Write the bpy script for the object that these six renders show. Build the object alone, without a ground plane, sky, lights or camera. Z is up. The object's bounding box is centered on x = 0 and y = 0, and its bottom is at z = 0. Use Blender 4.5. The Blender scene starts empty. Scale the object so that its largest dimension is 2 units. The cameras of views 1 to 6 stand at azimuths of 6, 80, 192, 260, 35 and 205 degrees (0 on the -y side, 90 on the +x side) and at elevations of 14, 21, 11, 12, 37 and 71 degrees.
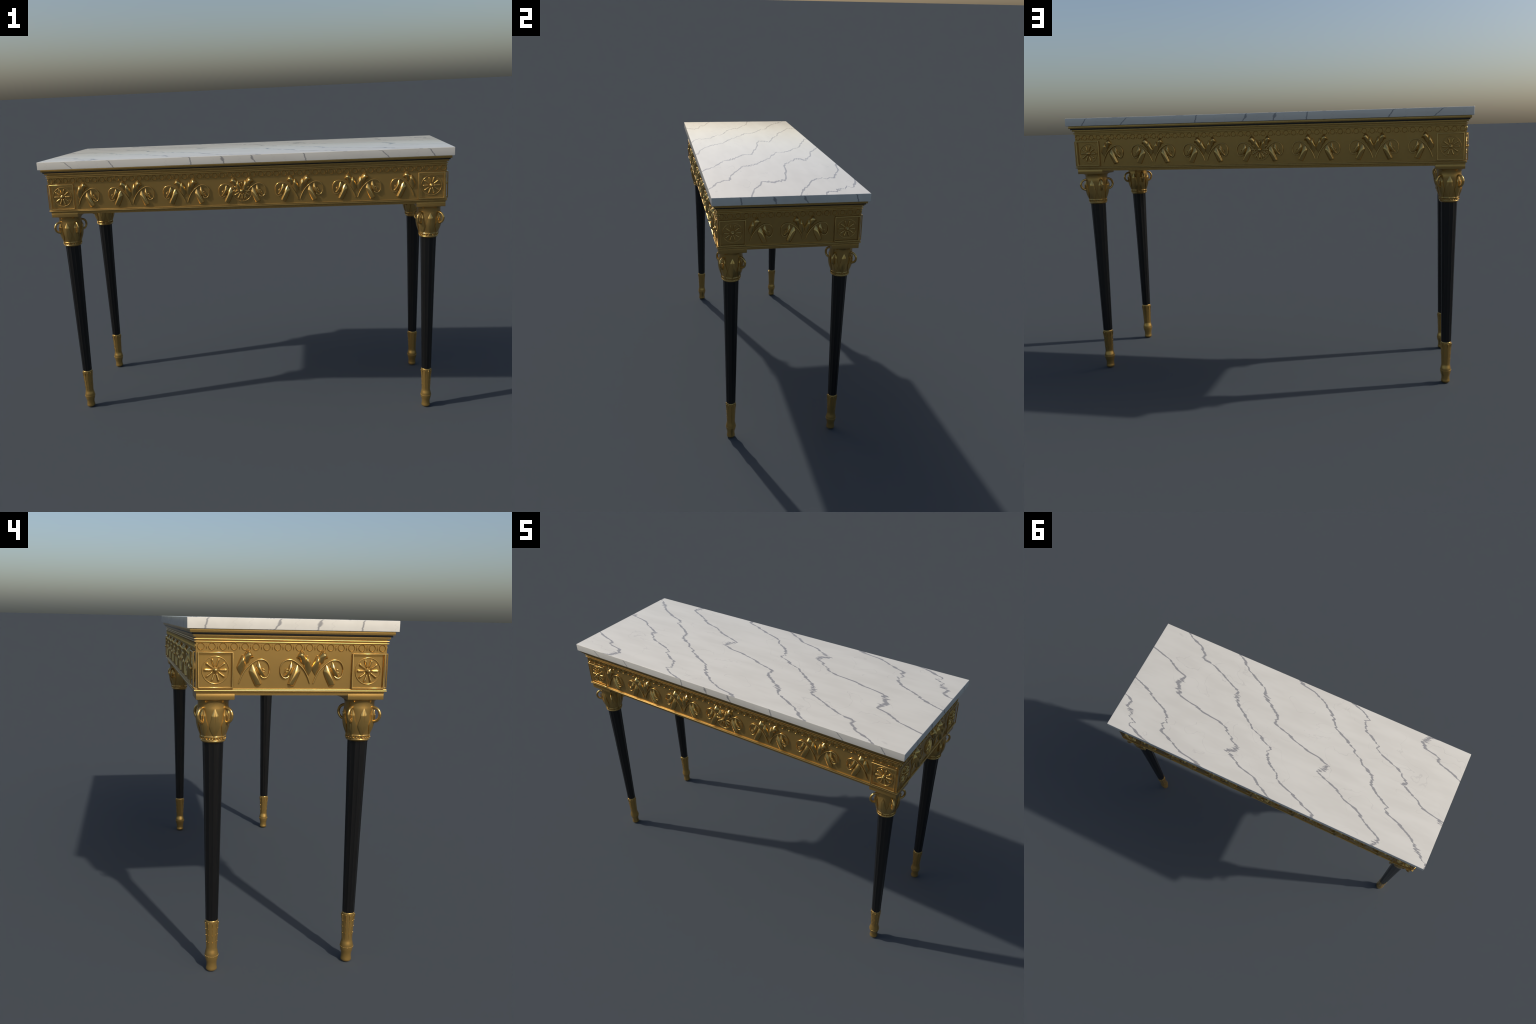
import bpy, bmesh, math, random
from mathutils import Vector, Matrix

random.seed(7)

# ------------------------------------------------------------------ sizes
HX, HY = 1.0, 0.3735            # half size of the marble slab
FX, FY = 0.9685, 0.342          # half size of the frieze box
LEG_X, LEG_Y = 0.8995, 0.2731     # leg axes
Z_TOP, Z_SLAB = 1.3437, 1.3053  # marble slab
ROS_Z = 1.1660                  # height of rosettes / scroll centres

# ------------------------------------------------------------------ helpers
def link(ob, parent=None):
    bpy.context.scene.collection.objects.link(ob)
    if parent is not None:
        ob.parent = parent
    return ob

def mesh_from(name, verts, faces, smooth=None):
    me = bpy.data.meshes.new(name)
    me.from_pydata([tuple(v) for v in verts], [], faces)
    bm = bmesh.new()
    bm.from_mesh(me)
    bmesh.ops.remove_doubles(bm, verts=bm.verts, dist=1e-6)
    bmesh.ops.recalc_face_normals(bm, faces=bm.faces)
    bm.to_mesh(me)
    bm.free()
    me.update()
    if smooth is not None:
        me.shade_smooth()
        if smooth < 179:
            me.set_sharp_from_angle(angle=math.radians(smooth))
    return me

def obj(name, me, mat, parent, matrix=None):
    if mat is not None and len(me.materials) == 0:
        me.materials.append(mat)
    ob = bpy.data.objects.new(name, me)
    link(ob, parent)
    if matrix is not None:
        ob.matrix_local = matrix
    return ob

def catmull(pts, n):
    """n samples along a Catmull-Rom curve through pts (any dimension)."""
    P = [Vector(p) for p in pts]
    out = []
    m = len(P) - 1
    for k in range(n):
        t = k / (n - 1) * m
        i = min(int(t), m - 1)
        f = t - i
        p1, p2 = P[i], P[i + 1]
        p0 = P[i - 1] if i > 0 else p1 * 2 - p2
        p3 = P[i + 2] if i + 2 <= m else p2 * 2 - p1
        out.append(0.5 * ((2 * p1) + (p2 - p0) * f + (2 * p0 - 5 * p1 + 4 * p2 - p3) * f * f
                          + (3 * p1 - p0 - 3 * p2 + p3) * f ** 3))
    return out

def interp(table, x):
    """piecewise linear look-up in a profile [(x, y), ...] sorted by x."""
    if x <= table[0][0]:
        return table[0][1]
    for (a, fa), (b, fb) in zip(table, table[1:]):
        if x <= b:
            return fa + (fb - fa) * (x - a) / (b - a)
    return table[-1][1]

def grid_faces(rows, cols, closed=False):
    f = []
    for i in range(rows - 1):
        for j in range(cols if closed else cols - 1):
            a, b = i * cols + j, i * cols + (j + 1) % cols
            f.append((a, b, b + cols, a + cols))
    return f

def revolve(name, profile, seg=64, radius_mod=None, caps=True, smooth=40):
    """profile [(r, z)] from bottom to top, turned about z."""
    v = []
    for r, z in profile:
        for j in range(seg):
            a = 2 * math.pi * j / seg
            rr = r if radius_mod is None else radius_mod(r, z, a)
            v.append((rr * math.cos(a), rr * math.sin(a), z))
    f = grid_faces(len(profile), seg, closed=True)
    if caps:
        f.append(tuple(range(seg)))
        f.append(tuple((len(profile) - 1) * seg + j for j in range(seg)))
    return mesh_from(name, v, f, smooth)

def rect_sweep(name, hx, hy, profile, smooth=40):
    """closed profile [(outward distance, z)] swept round a rectangle, mitred."""
    v = []
    for d, z in profile:
        for sx, sy in ((1, 1), (-1, 1), (-1, -1), (1, -1)):
            v.append((sx * (hx + d), sy * (hy + d), z))
    n = len(profile)
    f = []
    for i in range(n):
        k = (i + 1) % n
        for j in range(4):
            l = (j + 1) % 4
            f.append((i * 4 + j, i * 4 + l, k * 4 + l, k * 4 + j))
    return mesh_from(name, v, f, smooth)

def box_mesh(name, sx, sy, z0, z1, bevel=0.0, seg=2):
    bm = bmesh.new()
    bmesh.ops.create_cube(bm, size=1.0)
    for w in bm.verts:
        w.co = Vector((w.co.x * 2 * sx, w.co.y * 2 * sy, z0 if w.co.z < 0 else z1))
    if bevel:
        bmesh.ops.bevel(bm, geom=bm.edges[:], offset=bevel, segments=seg, profile=0.6, affect='EDGES')
    me = bpy.data.meshes.new(name)
    bm.to_mesh(me)
    bm.free()
    me.shade_smooth()
    me.set_sharp_from_angle(angle=math.radians(30))
    return me

def half_round(z, h, out, inner=-0.002, n=7):
    """profile of a rounded strip standing `out` proud of the wall."""
    r = h / 2
    p = [(inner, z - r)]
    for k in range(n):
        a = -math.pi / 2 + math.pi * k / (n - 1)
        p.append((out - r + r * math.cos(a), z + r * math.sin(a)))
    p.append((inner, z + r))
    return p

def tube(pts, radii, sides=10, samples=60):
    """round rod along pts (x, y, z); radii given at the same control points."""
    P = catmull([tuple(p) + (r,) for p, r in zip(pts, radii)], samples)
    v = []
    prev = None
    for i, q in enumerate(P):
        a = P[max(i - 1, 0)]
        b = P[min(i + 1, samples - 1)]
        t = Vector(b[:3]) - Vector(a[:3])
        t.normalize()
        ref = Vector((0, 0, 1)) if prev is None else prev
        s = t.cross(ref)
        if s.length < 1e-6:
            s = t.cross(Vector((0, 1, 0)))
        s.normalize()
        u = s.cross(t)
        prev = u
        for j in range(sides):
            g = 2 * math.pi * j / sides
            v.append(Vector(q[:3]) + (s * math.cos(g) + u * math.sin(g)) * q[3])
    f = grid_faces(samples, sides, closed=True)
    f.append(tuple(range(sides)))
    f.append(tuple((samples - 1) * sides + j for j in range(sides)))
    return v, f

def torus(R, r, n=48, m=10, squash=1.0):
    v = []
    for i in range(n):
        a = 2 * math.pi * i / n
        for j in range(m):
            b = 2 * math.pi * j / m
            v.append(((R + r * math.cos(b)) * math.cos(a), (R + r * math.cos(b)) * math.sin(a), r * squash * math.sin(b)))
    f = []
    for i in range(n):
        for j in range(m):
            k, l = (i + 1) % n, (j + 1) % m
            f.append((i * m + j, k * m + j, k * m + l, i * m + l))
    return v, f

def ball(c, r, nu=12, nv=8, s=(1, 1, 1)):
    v, f = [], []
    for i in range(nv + 1):
        p = math.pi * i / nv
        for j in range(nu):
            q = 2 * math.pi * j / nu
            v.append((c[0] + r * s[0] * math.sin(p) * math.cos(q), c[1] + r * s[1] * math.sin(p) * math.sin(q),
                      c[2] + r * s[2] * math.cos(p)))
    return v, grid_faces(nv + 1, nu, closed=True)

def join(parts):
    V, F = [], []
    for v, f in parts:
        o = len(V)
        V += [tuple(x) for x in v]
        F += [tuple(i + o for i in q) for q in f]
    return V, F

def mirror_u(vf):
    v, f = vf
    return [(-p[0], p[1], p[2]) for p in v], f

# ------------------------------------------------------------------ materials
class Nodes:
    def __init__(self, name):
        self.mat = bpy.data.materials.new(name)
        self.mat.use_nodes = True
        self.t = self.mat.node_tree
        self.t.nodes.clear()
        self.out = self.t.nodes.new('ShaderNodeOutputMaterial')
        self.bsdf = self.t.nodes.new('ShaderNodeBsdfPrincipled')
        self.t.links.new(self.bsdf.outputs[0], self.out.inputs[0])

    def put(self, sock, val):
        if hasattr(val, 'is_linked'):
            self.t.links.new(val, sock)
        else:
            sock.default_value = val

    def math(self, op, a, b=None, c=None, clamp=False):
        n = self.t.nodes.new('ShaderNodeMath')
        n.operation = op
        n.use_clamp = clamp
        for i, x in enumerate((a, b, c)):
            if x is not None:
                self.put(n.inputs[i], x)
        return n.outputs[0]

    def mixf(self, f, a, b):
        n = self.t.nodes.new('ShaderNodeMix')
        n.data_type = 'FLOAT'
        self.put(n.inputs[0], f)
        self.put(n.inputs[2], a)
        self.put(n.inputs[3], b)
        return n.outputs[0]

    def mixc(self, f, a, b):
        n = self.t.nodes.new('ShaderNodeMix')
        n.data_type = 'RGBA'
        self.put(n.inputs[0], f)
        self.put(n.inputs[6], a)
        self.put(n.inputs[7], b)
        return n.outputs[2]

    def smooth(self, x, lo, hi, a=0.0, b=1.0):
        n = self.t.nodes.new('ShaderNodeMapRange')
        n.interpolation_type = 'SMOOTHSTEP'
        self.put(n.inputs[0], x)
        for i, y in enumerate((lo, hi, a, b)):
            self.put(n.inputs[1 + i], y)
        return n.outputs[0]

    def noise(self, vec=None, w=None, scale=5.0, detail=2.0, rough=0.5, distort=0.0):
        n = self.t.nodes.new('ShaderNodeTexNoise')
        if w is not None and vec is None:
            n.noise_dimensions = '1D'
            self.put(n.inputs['W'], w)
        elif vec is not None:
            self.put(n.inputs['Vector'], vec)
        n.inputs['Scale'].default_value = scale
        n.inputs['Detail'].default_value = detail
        n.inputs['Roughness'].default_value = rough
        n.inputs['Distortion'].default_value = distort
        return n.outputs['Fac']

    def coords(self):
        n = self.t.nodes.new('ShaderNodeTexCoord')
        return n.outputs['Object']

    def mapping(self, vec, scale=(1, 1, 1), rot=(0, 0, 0), loc=(0, 0, 0)):
        n = self.t.nodes.new('ShaderNodeMapping')
        self.put(n.inputs['Vector'], vec)
        n.inputs['Scale'].default_value = scale
        n.inputs['Rotation'].default_value = rot
        n.inputs['Location'].default_value = loc
        return n.outputs[0]

    def curve(self, x, pts):
        n = self.t.nodes.new('ShaderNodeFloatCurve')
        c = n.mapping.curves[0]
        while len(c.points) > 2:
            c.points.remove(c.points[1])
        c.points[0].location = pts[0]
        c.points[1].location = pts[-1]
        for p in pts[1:-1]:
            c.points.new(*p)
        for p in c.points:
            p.handle_type = 'VECTOR'
        n.mapping.use_clip = False
        n.mapping.update()
        self.put(n.inputs['Value'], x)
        return n.outputs[0]

def gold_material(name, GOLD_A, GOLD_B, GOLD_R, GOLD_M):
    g = Nodes(name)
    co = g.coords()
    n = g.noise(vec=co, scale=14.0, detail=2.0)
    col = g.mixc(n, (*GOLD_A, 1), (*GOLD_B, 1))
    g.put(g.bsdf.inputs['Base Color'], col)
    g.bsdf.inputs['Metallic'].default_value = GOLD_M
    g.put(g.bsdf.inputs['Roughness'], g.mixf(n, GOLD_R - 0.012, GOLD_R + 0.012))
    return g.mat

def ebony_material():
    g = Nodes('ebonised_wood')
    co = g.mapping(g.coords(), scale=(60, 60, 3))
    n = g.noise(vec=co, scale=1.0, detail=4.0)
    g.put(g.bsdf.inputs['Base Color'], g.mixc(n, (0.0040, 0.0039, 0.0038, 1), (0.0065, 0.0062, 0.0060, 1)))
    g.bsdf.inputs['Roughness'].default_value = 0.30
    return g.mat

# veins of the slab: control points (y, x) of the dark lines running across the top
VEINS = [
    [(0.125, 1.16), (0.160, 0.994), (0.181, 0.940), (0.218, 0.954), (0.240, 0.910), (0.274, 0.899), (0.297, 0.865),
     (0.325, 0.878), (0.354, 0.802), (0.374, 0.725)],
    [(0.000, 1.12), (0.036, 0.998), (0.073, 0.898), (0.126, 0.799), (0.146, 0.744), (0.190, 0.697), (0.244, 0.700),
     (0.277, 0.687), (0.309, 0.606), (0.346, 0.531), (0.354, 0.455), (0.374, 0.375)],
    [(-0.212, 1.10), (-0.190, 0.993), (-0.163, 0.882), (-0.118, 0.800), (-0.099, 0.726), (-0.047, 0.749),
     (0.008, 0.721), (0.029, 0.695), (0.043, 0.625), (0.050, 0.575), (0.065, 0.525), (0.069, 0.487), (0.075, 0.413),
     (0.093, 0.359), (0.139, 0.306), (0.166, 0.256), (0.204, 0.242), (0.214, 0.296), (0.239, 0.249), (0.279, 0.175),
     (0.297, 0.083), (0.331, 0.025), (0.372, -0.050)],
    [(-0.374, 0.848), (-0.347, 0.808), (-0.327, 0.746), (-0.277, 0.688), (-0.254, 0.693), (-0.244, 0.626),
     (-0.213, 0.547), (-0.170, 0.450), (-0.151, 0.405), (-0.079, 0.373), (-0.036, 0.309), (0.030, 0.215),
     (0.070, 0.123), (0.104, 0.061), (0.128, 0.071), (0.182, 0.039), (0.220, -0.027), (0.263, -0.065),
     (0.291, -0.148), (0.323, -0.233), (0.349, -0.302), (0.374, -0.328)],
    [(-0.374, 0.503), (-0.349, 0.452), (-0.302, 0.404), (-0.271, 0.339), (-0.238, 0.267), (-0.177, 0.225),
     (-0.139, 0.164), (-0.099, 0.110), (-0.058, 0.113), (-0.034, 0.041), (-0.009, -0.042), (0.021, -0.130),
     (0.026, -0.212), (0.050, -0.276), (0.082, -0.273), (0.108, -0.232), (0.139, -0.310), (0.159, -0.383),
     (0.199, -0.441), (0.222, -0.530), (0.256, -0.585), (0.273, -0.598), (0.299, -0.665), (0.329, -0.713),
     (0.374, -0.690)],
    [(-0.374, 0.095), (-0.355, 0.065), (-0.342, -0.021), (-0.305, -0.098), (-0.262, -0.160), (-0.212, -0.206),
     (-0.182, -0.226), (-0.134, -0.329), (-0.081, -0.405), (-0.040, -0.463), (-0.004, -0.531), (0.055, -0.550),
     (0.092, -0.612), (0.132, -0.679), (0.157, -0.678), (0.187, -0.752), (0.214, -0.819), (0.250, -0.878),
     (0.300, -0.931), (0.325, -0.974), (0.354, -0.996), (0.374, -1.010)],
    [(-0.374, -0.254), (-0.354, -0.323), (-0.319, -0.380), (-0.294, -0.364), (-0.243, -0.394), (-0.208, -0.468),
     (-0.145, -0.523), (-0.125, -0.601), (-0.096, -0.671), (-0.069, -0.693), (-0.046, -0.734), (-0.031, -0.703),
     (-0.005, -0.764), (0.025, -0.827), (0.054, -0.855), (0.064, -0.910), (0.074, -0.964), (0.082, -0.990),
     (0.100, -0.996), (0.130, -1.12)],
    [(-0.374, -0.790), (-0.367, -0.745), (-0.325, -0.717), (-0.291, -0.748), (-0.279, -0.816), (-0.234, -0.867),
     (-0.221, -0.918), (-0.205, -0.975), (-0.190, -0.995), (-0.170, -1.10)],
]
# veins on the slab's edge: (position at the top arris, at mid height, at the lower arris, blotch)
EDGE_VEINS = [(-0.885, -0.845, -0.821, 0.0), (-0.655, -0.630, -0.615, 0.0), (-0.247, -0.238, -0.234, 0.0),
              (-0.096, -0.082, -0.074, 0.010), (0.050, 0.060, 0.078, 0.006), (0.298, 0.309, 0.316, 0.0),
              (0.645, 0.684, 0.705, 0.0), (0.873, 0.898, 0.913, 0.0)]
EDGE_HAIRS = [-0.955, -0.79, -0.70, -0.36, -0.13, 0.0, 0.16, 0.215, 0.42, 0.575, 0.745, 0.83]

# where the veins fray into feathery smears: (x, y, radius)
BURSTS = [(0.73, -0.055, 0.085), (0.73, 0.005, 0.06), (0.59, 0.045, 0.06), (0.50, 0.068, 0.06), (0.27, 0.205, 0.09),
          (0.66, -0.248, 0.06), (0.39, -0.110, 0.06), (0.22, -0.190, 0.05), (-0.26, 0.075, 0.08), (-0.74, -0.345, 0.09),
          (0.07, -0.365, 0.05), (-0.68, 0.350, 0.05), (-0.93, 0.290, 0.06), (-0.99, 0.085, 0.05), (0.41, 0.365, 0.05),
          (0.92, 0.240, 0.05), (-0.72, -0.035, 0.04)]

def marble_material():
    g = Nodes('veined_marble')
    co = g.coords()
    sep = g.t.nodes.new('ShaderNodeSeparateXYZ')
    g.t.links.new(co, sep.inputs[0])
    x, y, z = sep.outputs
    geo = g.t.nodes.new('ShaderNodeNewGeometry')
    sn = g.t.nodes.new('ShaderNodeSeparateXYZ')
    g.t.links.new(geo.outputs['True Normal'], sn.inputs[0])
    is_top = g.math('GREATER_THAN', g.math('ABSOLUTE', sn.outputs[2]), 0.6)
    is_end = g.math('GREATER_THAN', g.math('ABSOLUTE', sn.outputs[0]), g.math('ABSOLUTE', sn.outputs[1]))

    # fine wobble shared by all the veins, stretched along x as in the stone
    wob = g.math('SUBTRACT', g.noise(w=g.math('MULTIPLY', y, 34.0), scale=1.0, detail=3.0, rough=0.65), 0.5)
    ys = g.math('ADD', y, g.math('MULTIPLY', wob, 0.004))
    burst = None
    for bx, by, br in BURSTS:
        q = g.math('ADD', g.math('POWER', g.math('SUBTRACT', x, bx), 2.0), g.math('POWER', g.math('MULTIPLY', g.math('SUBTRACT', y, by), 1.6), 2.0))
        m = g.smooth(g.math('SQRT', q), 0.0, br, 1.0, 0.0)
        burst = m if burst is None else g.math('MAXIMUM', burst, m)
    spray = g.math('SUBTRACT', g.noise(w=g.math('MULTIPLY', y, 150.0), scale=1.0, detail=1.0), 0.5)
    width = g.math('ADD', 0.0014, g.math('MULTIPLY', g.smooth(g.noise(vec=co, scale=15.0, detail=2.0), 0.34, 0.72), 0.0052))

    T = lambda v: (v + 0.40) / 0.80
    X = lambda v: (v + 1.25) / 2.50
    d = 0.0034
    t0 = g.math('DIVIDE', g.math('ADD', ys, 0.40 - d), 0.80)
    t1 = g.math('DIVIDE', g.math('ADD', ys, 0.40 + d), 0.80)
    top = None
    for i, vein in enumerate(VEINS):
        pts = [(T(a), X(b)) for a, b in vein]
        f0 = g.curve(t0, pts)
        f1 = g.curve(t1, pts)
        mid = g.math('SUBTRACT', g.math('MULTIPLY', g.math('ADD', f0, f1), 1.25), 1.25)
        spread = g.math('MULTIPLY', g.math('ABSOLUTE', g.math('SUBTRACT', f0, f1)), 1.25)
        slow = g.math('SUBTRACT', g.noise(w=g.math('MULTIPLY_ADD', y, 46.0, 3.7 * i), scale=1.0, detail=2.0, rough=0.6), 0.5)
        amp = g.math('ADD', 0.012, g.math('MULTIPLY', burst, 0.075))
        jit = g.math('ADD', g.math('MULTIPLY', slow, 0.045), g.math('MULTIPLY', spray, amp))
        dist = g.math('ABSOLUTE', g.math('SUBTRACT', g.math('ADD', x, jit), mid))
        dist = g.math('SUBTRACT', dist, g.math('MULTIPLY_ADD', burst, 0.0090, g.math('MULTIPLY', spread, 0.85)))
        m = g.smooth(dist, g.math('MULTIPLY', width, 0.55), g.math('MULTIPLY', width, 2.0), 1.0, 0.0)
        # no line outside the stretch the vein covers
        if vein[0][0] > -0.37:
            m = g.math('MULTIPLY', m, g.math('GREATER_THAN', y, vein[0][0]))
        if vein[-1][0] < 0.37:
            m = g.math('MULTIPLY', m, g.math('LESS_THAN', y, vein[-1][0]))
        top = m if top is None else g.math('MAXIMUM', top, m)

    # the slab's edge
    u = g.mixf(is_end, x, y)
    h = g.math('DIVIDE', g.math('SUBTRACT', Z_TOP, z), Z_TOP - Z_SLAB)
    wz = g.math('SUBTRACT', g.noise(w=g.math('MULTIPLY_ADD', h, 3.0, 5.0), scale=1.0, detail=3.0), 0.5)
    eu = g.math('ADD', u, g.math('MULTIPLY', wz, 0.010))
    edge = None
    for a, b, c, blot in EDGE_VEINS:
        pos = g.curve(h, [(0.0, X(a)), (0.12, X(a + 0.55 * (b - a))), (0.5, X(b)), (1.0, X(c))])
        pos = g.math('MULTIPLY_ADD', pos, 2.5, -1.25)
        w = 0.0038
        if blot:
            w = g.math('ADD', w, g.math('MULTIPLY', g.smooth(g.math('ABSOLUTE', g.math('SUBTRACT', h, 0.42)), 0.0, 0.35, 1.0, 0.0), blot * 0.7))
        m = g.smooth(g.math('ABSOLUTE', g.math('SUBTRACT', eu, pos)), g.math('MULTIPLY', w, 0.3), g.math('MULTIPLY', w, 1.25), 1.0, 0.0)
        edge = m if edge is None else g.math('MAXIMUM', edge, m)
    hair_e = None
    hw = g.math('MULTIPLY', g.math('SUBTRACT', g.noise(w=g.math('MULTIPLY', z, 60.0), scale=1.0, detail=2.0), 0.5), 0.03)
    for p in EDGE_HAIRS:
        m = g.smooth(g.math('ABSOLUTE', g.math('SUBTRACT', g.math('ADD', u, hw), p)), 0.0004, 0.0016, 1.0, 0.0)
        hair_e = m if hair_e is None else g.math('MAXIMUM', hair_e, m)

    # hairlines over the top: level lines of a warped noise, broken up by another
    hv = g.mapping(co, scale=(1.3, 2.3, 1.0), rot=(0, 0, math.radians(28)))
    hn = g.noise(vec=hv, scale=2.9, detail=4.0, rough=0.42, distort=0.35)
    hair = g.smooth(g.math('ABSOLUTE', g.math('SUBTRACT', hn, 0.53)), 0.0010, 0.0046, 1.0, 0.0)
    gate = g.smooth(g.noise(vec=co, scale=5.0, detail=2.0), 0.36, 0.58)
    hair = g.math('MULTIPLY', hair, gate)

    cloud = g.noise(vec=g.mapping(co, scale=(1.0, 4.2, 4.2), rot=(0, 0, math.radians(6))), scale=3.2, detail=4.0, rough=0.55)
    base = g.mixc(g.smooth(cloud, 0.30, 0.70), (0.605, 0.572, 0.502, 1), (0.650, 0.618, 0.545, 1))
    dark = (0.255, 0.248, 0.244, 1)
    hairf = g.math('MULTIPLY', g.mixf(is_top, hair_e, hair), g.mixf(is_top, 0.20, 0.24))
    veinf = g.math('MULTIPLY', g.mixf(is_top, edge, top), 0.92)
    col = g.mixc(hairf, base, (0.33, 0.30, 0.28, 1))
    col = g.mixc(veinf, col, dark)
    g.put(g.bsdf.inputs['Base Color'], col)
    g.bsdf.inputs['Roughness'].default_value = 0.16
    return g.mat

GOLD = gold_material('matt_gilding', (0.46, 0.288, 0.083), (0.49, 0.308, 0.091), 0.235, 0.74)
MOULDING = gold_material('moulding_gilding', (0.560, 0.362, 0.112), (0.590, 0.382, 0.120), 0.33, 0.92)
BURNISHED = gold_material('burnished_gilding', (0.555, 0.362, 0.112), (0.585, 0.382, 0.120), 0.20, 0.84)
EBONY = ebony_material()
MARBLE = marble_material()

# ------------------------------------------------------------------ the table
root = bpy.data.objects.new('console_table', None)
link(root)
root['label'] = 'gilt neoclassical console table with white veined marble top'
root['category'] = 'console table'

slab = obj('marble_top', box_mesh('marble_top', HX, HY, Z_SLAB, Z_TOP, bevel=0.0024, seg=3), MARBLE, root)

# apron: frieze box with a stepped lower lip
apron_profile = [(-0.0024, 1.0786), (-0.0024, 1.0838), (-0.0010, 1.0846), (-0.0010, 1.0900), (0.0, 1.0908), (0.0, 1.2800)]
v = []
for dd, zz in apron_profile:
    for sx, sy in ((1, 1), (-1, 1), (-1, -1), (1, -1)):
        v.append((sx * (FX + dd), sy * (FY + dd), zz))
f = grid_faces(len(apron_profile), 4, closed=True)
f += [(0, 1, 2, 3), tuple(4 * (len(apron_profile) - 1) + j for j in range(4))]
apron = obj('apron', mesh_from('apron', v, f, 20), GOLD, root)

# cornice steps under the slab (the middle one is ebonised)
obj('cornice_step', box_mesh('cornice_step', HX - 0.0102, HY - 0.0102, 1.2930, 1.3048, 0.0006), GOLD, apron)
obj('ebony_fillet', box_mesh('ebony_fillet', HX - 0.0167, HY - 0.0167, 1.2862, 1.2936, 0.0004), EBONY, apron)
obj('cornice_step', box_mesh('cornice_step_lower', HX - 0.0225, HY - 0.0225, 1.2780, 1.2868, 0.0006), GOLD, apron)

# rounded strips running right round the apron
for zc, hh, out in ((1.2706, 0.0042, 0.0058), (1.2625, 0.0032, 0.0054), (1.1003, 0.0030, 0.0052), (1.0944, 0.0052, 0.0060)):
    obj('moulding_strip', rect_sweep('moulding_strip', FX, FY, half_round(zc, hh, out, n=11), 50), MOULDING, apron)

# ---- faces of the apron: local x along the face, local y up, local z outward
def face_frame(nx, ny):
    n = Vector((nx, ny, 0))
    up = Vector((0, 0, 1))
    u = up.cross(n)
    o = Vector((nx * FX, ny * FY, 0))
    m = Matrix.Identity(4)
    for r in range(3):
        m[r][0], m[r][1], m[r][2], m[r][3] = u[r], up[r], n[r], o[r]
    return m

FACES = {'front': face_frame(0, -1), 'back': face_frame(0, 1), 'right': face_frame(1, 0), 'left': face_frame(-1, 0)}

def at(face, u, z, d=0.0, rot=0.0):
    return FACES[face] @ Matrix.Translation((u, z, d)) @ Matrix.Rotation(rot, 4, 'Z')

# ring-and-bar band
ring_v, ring_f = torus(0.0116, 0.00105, 24, 8, squash=2.6)
ring_me = mesh_from('band_ring', ring_v, ring_f, 60)
bar_v, bar_f = ball((0, 0, 0), 1.0, 8, 8, s=(0.0014, 0.0098, 0.0040))
bar_me = mesh_from('band_bar', bar_v, bar_f, 60)
for face, count, pitch in (('front', 52, 0.03734), ('back', 52, 0.03734), ('left', 18, 0.0382), ('right', 18, 0.0382)):
    for k in range(count):
        u = (k - (count - 1) / 2) * pitch
        obj('band_ring', ring_me, BURNISHED, apron, at(face, u, 1.2464, 0.0008))
        if k < count - 1:
            obj('band_bar', bar_me, BURNISHED, apron, at(face, u + pitch / 2, 1.2450, 0.0))

# ---- rosettes
def petal_mesh(name, r0, r1, w, h):
    n, m = 14, 9
    v = []
    for i in range(n + 1):
        t = i / n
        r = r0 + (r1 - r0) * t
        env = min(1.0, math.sqrt(max(0.0, 1 - ((t - 0.80) / 0.20) ** 2)) if t > 0.80 else 1.0)
        env *= min(1.0, 0.35 + t / 0.12 * 0.65)
        ww = w * env * (0.60 + 0.40 * min(1.0, t / 0.75))
        hh = h * env ** 0.7 * (0.70 + 0.30 * t)
        for j in range(m):
            s = -1 + 2 * j / (m - 1)
            v.append((r, ww * s, -0.0005 + hh * math.sqrt(max(0.0, 1 - abs(s) ** 2.2))))
    return mesh_from(name, v, grid_faces(n + 1, m), 180)

def frame_mesh():
    # a slim square moulding carried clear of the panel on four corner pins
    hw, hh, b, d0, d1 = 0.0612, 0.0627, 0.0044, 0.0056, 0.0102
    prof = [(0.0, d0 + 0.0008), (0.0, d1 - 0.0012), (-0.0010, d1 - 0.0002), (-b / 2, d1 + 0.0002), (-b + 0.0010, d1 - 0.0002),
            (-b, d1 - 0.0012), (-b, d0 + 0.0008), (-b + 0.0008, d0), (-0.0008, d0)]
    v = []
    for e, z in prof:
        for sx, sy in ((1, 1), (-1, 1), (-1, -1), (1, -1)):
            v.append((sx * (hw + e), sy * (hh + e), z))
    n = len(prof)
    f = [(i * 4 + j, i * 4 + (j + 1) % 4, ((i + 1) % n) * 4 + (j + 1) % 4, ((i + 1) % n) * 4 + j) for i in range(n) for j in range(4)]
    pins = [tube([(sx * (hw - b / 2), sy * (hh - b / 2), -0.001), (sx * (hw - b / 2), sy * (hh - b / 2), d0 + 0.001)],
                 [0.0012, 0.0012], 8, 3) for sx in (1, -1) for sy in (1, -1)]
    v, f = join([(v, f)] + pins)
    return mesh_from('panel_frame', v, f, 45)

def button_mesh(name, s=1.0):
    prof = [(0.0090, -0.0005), (0.0090, 0.0022), (0.0080, 0.0034), (0.0052, 0.0042), (0.0045, 0.0066)]
    for k in range(9):
        a = math.radians(-48 + 138 * k / 8)
        prof.append((max(0.00005, 0.0074 * math.cos(a)), 0.0102 + 0.0072 * math.sin(a)))
    return revolve(name, [(r * s, z) for r, z in prof], 24, smooth=60)

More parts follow.
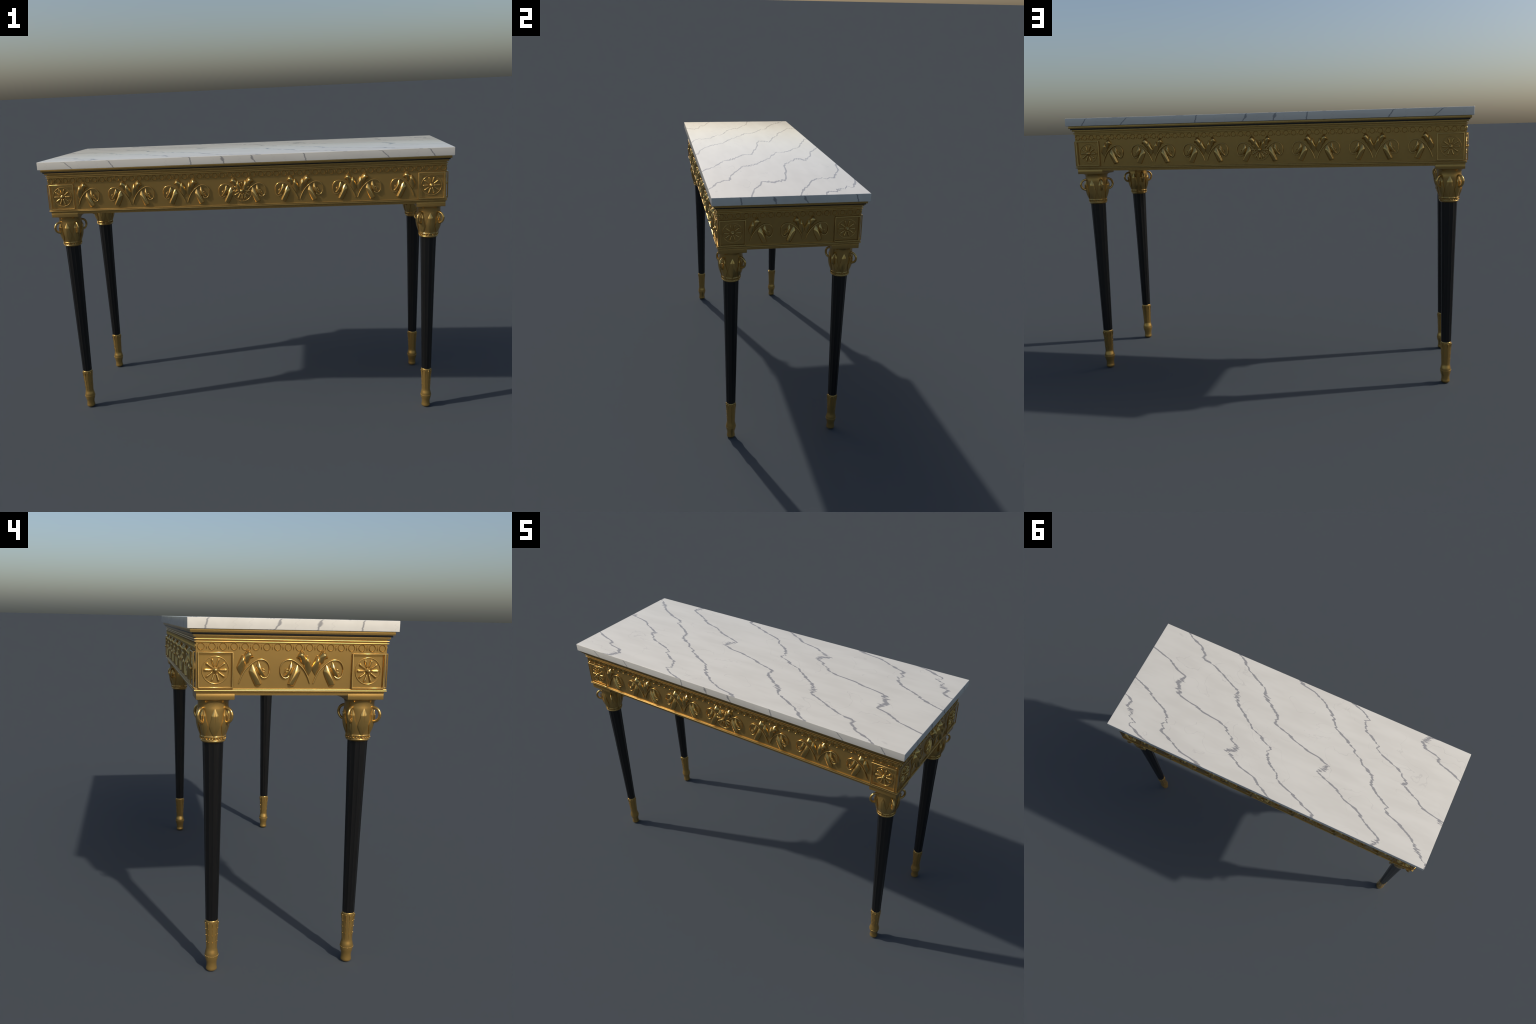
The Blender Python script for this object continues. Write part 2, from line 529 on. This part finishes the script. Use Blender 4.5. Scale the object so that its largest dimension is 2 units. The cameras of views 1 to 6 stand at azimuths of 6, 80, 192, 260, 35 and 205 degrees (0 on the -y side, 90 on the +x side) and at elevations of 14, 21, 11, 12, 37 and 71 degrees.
frame_me = frame_mesh()
petal_me = petal_mesh('petal', 0.0110, 0.0415, 0.0049, 0.0082)
petal12_me = petal_mesh('petal_long', 0.0130, 0.0440, 0.0050, 0.0100)
button_me = button_mesh('rosette_button')
button12_me = button_mesh('rosette_button_large', 1.15)
rr_v, rr_f = join([torus(0.0468, 0.0017, 64, 10, squash=1.5), ball((0.0468, 0, 0.0022), 0.0017, 8, 6)])
rring_me = mesh_from('rosette_ring', rr_v, rr_f, 60)
rc_v, rc_f = torus(0.0490, 0.0013, 64, 10, squash=1.6)
cring_me = mesh_from('rosette_ring_large', rc_v, rc_f, 60)

for face, us in (('front', (-0.8998, 0.8998)), ('back', (-0.8998, 0.8998)), ('left', (-0.2746, 0.2746)), ('right', (-0.2746, 0.2746))):
    for u in us:
        fr = obj('panel_frame', frame_me, BURNISHED, apron, at(face, u, 1.1655))
        obj('rosette_ring', rring_me, BURNISHED, apron, at(face, u, ROS_Z, 0.0006))
        for k in range(10):
            obj('petal', petal_me, BURNISHED, apron, at(face, u, ROS_Z, 0.0, math.radians(36 * k)))
        obj('rosette_button', button_me, BURNISHED, apron, at(face, u, ROS_Z))
for face in ('front', 'back'):
    obj('rosette_ring', cring_me, BURNISHED, apron, at(face, 0.0, 1.1672, 0.0040))
    for k in range(12):
        obj('petal', petal12_me, BURNISHED, apron, at(face, 0.0, 1.1690, 0.0, math.radians(30 * k)))
    obj('rosette_button', button12_me, BURNISHED, apron, at(face, 0.0, 1.1690, 0.0015))

# ---- leafy scrolls. Local u to the right of the pair's centre line, w above ROS_Z-0.001
stem_pts = [(0.0063, -0.0438, 0.0020), (0.0148, -0.0212, 0.0030), (0.0290, 0.0035, 0.0040), (0.0484, 0.0230, 0.0045),
            (0.0670, 0.0353, 0.0045), (0.0842, 0.0388, 0.0045), (0.0998, 0.0340, 0.0045), (0.1105, 0.0218, 0.0042),
            (0.1142, 0.0055, 0.0040), (0.1118, -0.0115, 0.0045), (0.1048, -0.0214, 0.0055), (0.0960, -0.0250, 0.0065),
            (0.0873, -0.0222, 0.0050), (0.0820, -0.0150, 0.0020), (0.0810, -0.0070, 0.0015), (0.0840, 0.0015, 0.0080),
            (0.0880, 0.0058, 0.0115), (0.0932, 0.0052, 0.0120), (0.0962, 0.0010, 0.0120), (0.0945, -0.0032, 0.0118),
            (0.0910, -0.0030, 0.0118)]
stem_rad = [0.0027, 0.0026, 0.0025, 0.0024, 0.0023, 0.0022, 0.0021, 0.0021, 0.0021, 0.0021, 0.0021, 0.0020, 0.0020,
            0.0019, 0.0018, 0.0017, 0.0017, 0.0017, 0.0017, 0.0016, 0.0013]

def relief_leaf(left, ridge, right, heights, end=(0.0, 0.0), n=26, m=10, crease=0.0):
    """raised leaf: two outlines and a ridge line with heights above the ground; the far end is cut steeply."""
    L, R = catmull(left, n), catmull(right, n)
    C = catmull(ridge, n)
    H = [h[0] for h in catmull([(h, 0.0) for h in heights], n)]
    v = []
    def row(l, c, r, h, foot):
        # a low wall along the outline, then slopes rising to a soft ridge
        rim = min(0.0022, 0.40 * h)
        prof = lambda s: rim + (h - rim) * math.sin(s * math.pi / 2) ** 0.82
        fold = lambda s: prof(s) - crease * h * max(0.0, 1 - abs(s - 0.42) / 0.26)
        out = [(*l, foot)]
        for j in range(m):
            s = j / (m - 1)
            out.append((*(l.lerp(c, s)), prof(s)))
        for j in range(1, m):
            s = j / (m - 1)
            out.append((*(c.lerp(r, s)), fold(1 - s)))
        out.append((*r, foot))
        return out
    for i in range(n):
        v += row(L[i], C[i], R[i], max(H[i], 0.0002), -0.0010)
    e = Vector(end)
    mid = (L[-1] + R[-1]) / 2
    for k, (push, hh) in enumerate(((0.55, 0.82), (0.9, 0.45), (1.0, -0.08))):
        rows = row(L[-1].lerp(mid, 0.04 * k) + e * push, C[-1] + e * push, R[-1].lerp(mid, 0.04 * k) + e * push, H[-1] * hh, -0.0010)
        v += rows
    return v, grid_faces(n + 3, 2 * m + 1)

lower_lobe = relief_leaf([(0.0117, -0.0174), (-0.0015, 0.0085), (0.0030, 0.0270), (0.0085, 0.0410), (0.0145, 0.0525)],
                         [(0.0117, -0.0174), (0.0120, 0.0060), (0.0155, 0.0230), (0.0195, 0.0380), (0.0195, 0.0525)],
                         [(0.0117, -0.0174), (0.0270, 0.0085), (0.0318, 0.0240), (0.0300, 0.0370), (0.0235, 0.0500)],
                         [0.0010, 0.0085, 0.0140, 0.0155, 0.0065], end=(0.0006, 0.0016), crease=0.10)
upper_lobe = relief_leaf([(0.0165, 0.0290), (0.0198, 0.0460), (0.0258, 0.0600), (0.0325, 0.0680), (0.0395, 0.0715)],
                         [(0.0245, 0.0265), (0.0308, 0.0385), (0.0375, 0.0490), (0.0435, 0.0555), (0.0490, 0.0585)],
                         [(0.0308, 0.0222), (0.0402, 0.0280), (0.0442, 0.0365), (0.0492, 0.0422), (0.0562, 0.0440)],
                         [0.0060, 0.0118, 0.0170, 0.0180, 0.0125], end=(0.0016, 0.0014), crease=0.0)
leaf_b = relief_leaf([(0.0513, 0.0240), (0.0450, 0.0095), (0.0415, -0.0046), (0.0524, -0.0315), (0.0632, -0.0528)],
                     [(0.0513, 0.0240), (0.0562, 0.0080), (0.0612, -0.0060), (0.0708, -0.0265), (0.0800, -0.0470)],
                     [(0.0513, 0.0240), (0.0612, 0.0135), (0.0715, -0.0010), (0.0812, -0.0280), (0.0866, -0.0440)],
                     [0.0010, 0.0075, 0.0120, 0.0142, 0.0125], end=(0.0010, -0.0022), crease=0.13)
leaf_c = relief_leaf([(0.0734, 0.0350), (0.0677, 0.0195), (0.0668, 0.0107), (0.0740, -0.0094), (0.0835, -0.0200)],
                     [(0.0734, 0.0350), (0.0770, 0.0195), (0.0806, 0.0090), (0.0870, -0.0050), (0.0945, -0.0172)],
                     [(0.0734, 0.0350), (0.0812, 0.0230), (0.0865, 0.0070), (0.0935, -0.0070), (0.1012, -0.0162)],
                     [0.0010, 0.0080, 0.0120, 0.0125, 0.0080], end=(0.0018, -0.0018), crease=0.13)
bract = join([lower_lobe, upper_lobe])
stem = tube(stem_pts, stem_rad, 10, 130)
SCROLL = []
for nm, vf in (('scroll_stem', stem), ('bract_leaf', bract), ('hanging_leaf', leaf_b), ('curled_leaf', leaf_c)):
    a = mesh_from(nm, *vf, smooth=60)
    b = mesh_from(nm + '_mirrored', *mirror_u(vf), smooth=60)
    SCROLL.append((nm, a, b))

def scroll(face, u, side):
    for nm, a, b in SCROLL:
        obj(nm, a if side > 0 else b, BURNISHED, apron, at(face, u, 1.1650))

for face in ('front', 'back'):
    for k in range(-2, 3):
        scroll(face, 0.2748 * k, 1)
        scroll(face, 0.2748 * k, -1)
    scroll(face, -0.8254, 1)
    scroll(face, 0.8240, -1)
for face in ('left', 'right'):
    scroll(face, -0.1989, 1)
    scroll(face, 0.0675, 1)
    scroll(face, 0.0675, -1)

# ------------------------------------------------------------------ legs
FLUTES = 12
shaft_r = [(0.200, 0.0232), (0.285, 0.0246), (0.368, 0.0263), (0.480, 0.0283), (0.620, 0.0309), (0.700, 0.0325),
           (0.796, 0.0347), (0.906, 0.0375)]
def flute(r, z, a):
    k = (a * FLUTES / (2 * math.pi)) % 1.0
    s = abs(k - 0.5) * 2               # 1 on the arris, 0 in the middle of the flute
    depth = 0.055 * math.sqrt(max(0.0, 1 - (s / 0.86) ** 2)) if s < 0.86 else 0.0
    return (r + 0.0006) * (1 - depth)
zs = [0.200 + (0.906 - 0.200) * k / 14 for k in range(15)]
shaft_me = revolve('leg', [(interp(shaft_r, z), z) for z in zs], FLUTES * 16, flute, smooth=38)

block_me = box_mesh('plinth_block', 0.0675, 0.0675, 1.0628, 1.0834, 0.0010)

vase = [(0.0360, 0.9030), (0.0378, 0.9036), (0.0405, 0.9052), (0.0435, 0.9075), (0.0455, 0.9098), (0.0460, 0.9116),
        (0.0455, 0.9134), (0.0440, 0.9144), (0.0437, 0.9160), (0.0437, 0.9205), (0.0442, 0.9225), (0.0456, 0.9240),
        (0.0464, 0.9258), (0.0459, 0.9278), (0.0446, 0.9290), (0.0444, 0.9305), (0.0465, 0.9370), (0.0494, 0.9460),
        (0.0520, 0.9550), (0.0540, 0.9640), (0.0553, 0.9740), (0.0561, 0.9840), (0.0565, 0.9940), (0.0566, 1.0060),
        (0.0566, 1.0180), (0.0565, 1.0260), (0.0561, 1.0320), (0.0557, 1.0380), (0.0556, 1.0450), (0.0557, 1.0490), (0.0563, 1.0522),
        (0.0582, 1.0540), (0.0592, 1.0556), (0.0596, 1.0575), (0.0625, 1.0592), (0.0660, 1.0608), (0.0668, 1.0634)]
capital_me = revolve('capital', vase, 96, smooth=48)
vase_r = sorted((z, r) for r, z in vase if z > 0.9285)

leaf_w = [(0.9170, 0.0022), (0.9280, 0.0036), (0.9386, 0.0080), (0.9520, 0.0140), (0.9660, 0.0188), (0.9780, 0.0165),
          (0.9900, 0.0130), (1.0000, 0.0118), (1.0065, 0.0113), (1.0180, 0.0062), (1.0300, 0.0004)]
leaf_h = [(0.9170, 0.0022), (0.9300, 0.0032), (0.9500, 0.0048), (0.9660, 0.0056), (0.9850, 0.0062), (1.0020, 0.0063),
          (1.0075, 0.0055), (1.0200, 0.0026), (1.0300, 0.0002)]
def capital_leaf():
    n = 44
    half = [0.0, 0.05, 0.11, 0.25, 0.45, 0.65, 0.82, 0.93, 1.0]
    cols = [(-1.0, True)] + [(-q, False) for q in half[:0:-1]] + [(q, False) for q in half] + [(1.0, True)]
    m = len(cols)
    v = []
    for i in range(n + 1):
        z = 0.9170 + (1.0300 - 0.9170) * i / n
        w, h = interp(leaf_w, z), interp(leaf_h, z)
        R = interp(vase_r, z) if z > 0.929 else 0.0462
        for s, foot in cols:
            rib = 0.0012 * max(0.0, 1 - abs(s) / 0.11) if z < 1.022 else 0.0
            rr = R - 0.0015 if foot else R + h * (0.55 + 0.45 * (1 - abs(s) ** 1.7)) - rib
            a = s * w / R
            v.append((rr * math.cos(a), rr * math.sin(a), z))
    return mesh_from('capital_leaf', v, grid_faces(n + 1, m), 60)
cleaf_me = capital_leaf()

def handle():
    c, R, r = 0.0590, 0.0262, 0.0054
    pts, rad = [], []
    for k in range(15):
        a = math.radians(118 - 240 * k / 14)
        pts.append((c + R * math.cos(a), 0.0, 1.0058 + R * math.sin(a)))
        rad.append(r if 0 < k < 14 else r * 0.9)
    bar = tube([(0.0640, 0, 0.978), (0.0655, 0, 0.992), (0.0652, 0, 1.004), (0.0632, 0, 1.018)],
               [0.0016, 0.0019, 0.0017, 0.0009], 8, 14)
    return join([tube(pts, rad, 14, 44), bar, ball((0.0660, 0, 1.0050), 0.0036, 10, 8, (0.9, 1.1, 0.55))])
handle_me = mesh_from('handle', *handle(), smooth=60)

pearl_me = mesh_from('pearl_collar', *join([ball((0.0453 * math.cos(math.radians(15 * k + 7)), 0.0453 * math.sin(math.radians(15 * k + 7)), 0.9180),
                                                  0.0026, 8, 6) for k in range(24)]), smooth=60)

foot_prof = [(0.0135, 0.0), (0.0180, 0.0010), (0.0206, 0.0035), (0.0219, 0.0068), (0.0220, 0.0095), (0.0212, 0.0135),
             (0.0202, 0.0190), (0.0198, 0.0260), (0.0202, 0.0340), (0.0216, 0.0400), (0.0238, 0.0465), (0.0253, 0.0530),
             (0.0262, 0.0590), (0.0264, 0.0650), (0.0259, 0.0715), (0.0247, 0.0780), (0.0229, 0.0850), (0.0214, 0.0915),
             (0.0207, 0.0970), (0.0206, 0.1040), (0.0210, 0.1150), (0.0219, 0.1350), (0.0228, 0.1550), (0.0237, 0.1750),
             (0.0244, 0.1920), (0.0250, 0.2030), (0.0250, 0.2068), (0.0246, 0.2092), (0.0238, 0.2112), (0.0228, 0.2122),
             (0.0200, 0.2124)]
foot_me = revolve('foot', foot_prof, 72, smooth=70)
foot_r = [(z, r) for r, z in foot_prof]

def foot_spine():
    """one of the ten ribs: four stacked darts with a raised head and a thin tail."""
    tiers = [(0.2035, 0.1780), (0.1780, 0.1525), (0.1525, 0.1240), (0.1240, 0.0955)]
    parts = []
    for k, (z1, z0) in enumerate(tiers):
        ln = z1 - z0
        n, m = 24, 7
        v = []
        for i in range(n + 1):
            t = (i / n) ** 1.3
            z = z1 - ln * t
            if k == 0:
                w = 0.0016 - 0.0008 * t
                h = 0.0040 * min(1.0, t / 0.06) * (1 - 0.60 * t)
            else:
                w = 0.0007 + (0.0024 * t / 0.22 if t < 0.22 else 0.0)
                h = 0.0046 - 0.0034 * min(1.0, t / 0.12) if t < 0.22 else 0.0014 - 0.0005 * t
            if i == 0 or i == n:
                h = 0.0001
            R = interp(foot_r, z)
            for j in range(m):
                s = -1 + 2 * j / (m - 1)
                rr = R - 0.0006 + (h + 0.0006) * (1 - abs(s) ** 2)
                a = s * w / R
                v.append((rr * math.cos(a), rr * math.sin(a), z))
        parts.append((v, grid_faces(n + 1, m)))
    return mesh_from('foot_spine', *join(parts), smooth=60)
spine_me = foot_spine()
fpearl_me = mesh_from('foot_pearls', *join([ball((0.0262 * math.cos(math.radians(18 * k + 6)), 0.0262 * math.sin(math.radians(18 * k + 6)), 0.0640),
                                                 0.0019, 8, 6) for k in range(20)]), smooth=60)

for sx, sy in ((1, -1), (1, 1), (-1, 1), (-1, -1)):
    leg = obj('leg', shaft_me, EBONY, root, Matrix.Translation((sx * LEG_X, sy * LEG_Y, 0)))
    cap = obj('capital', capital_me, GOLD, leg)
    obj('plinth_block', block_me, GOLD, leg)
    for k in range(8):
        obj('capital_leaf', cleaf_me, BURNISHED, leg, Matrix.Rotation(math.radians(45 * k), 4, 'Z'))
    for k in range(4):
        obj('handle', handle_me, BURNISHED, leg, Matrix.Rotation(math.radians(45 + 90 * k), 4, 'Z'))
    p = obj('pearl_collar', pearl_me, BURNISHED, leg)
    p['kind'] = 'stuff'
    foot = obj('foot', foot_me, GOLD, leg)
    for k in range(10):
        obj('foot_spine', spine_me, BURNISHED, leg, Matrix.Rotation(math.radians(36 * k), 4, 'Z'))
    p = obj('pearl_collar', fpearl_me, BURNISHED, leg)
    p['kind'] = 'stuff'
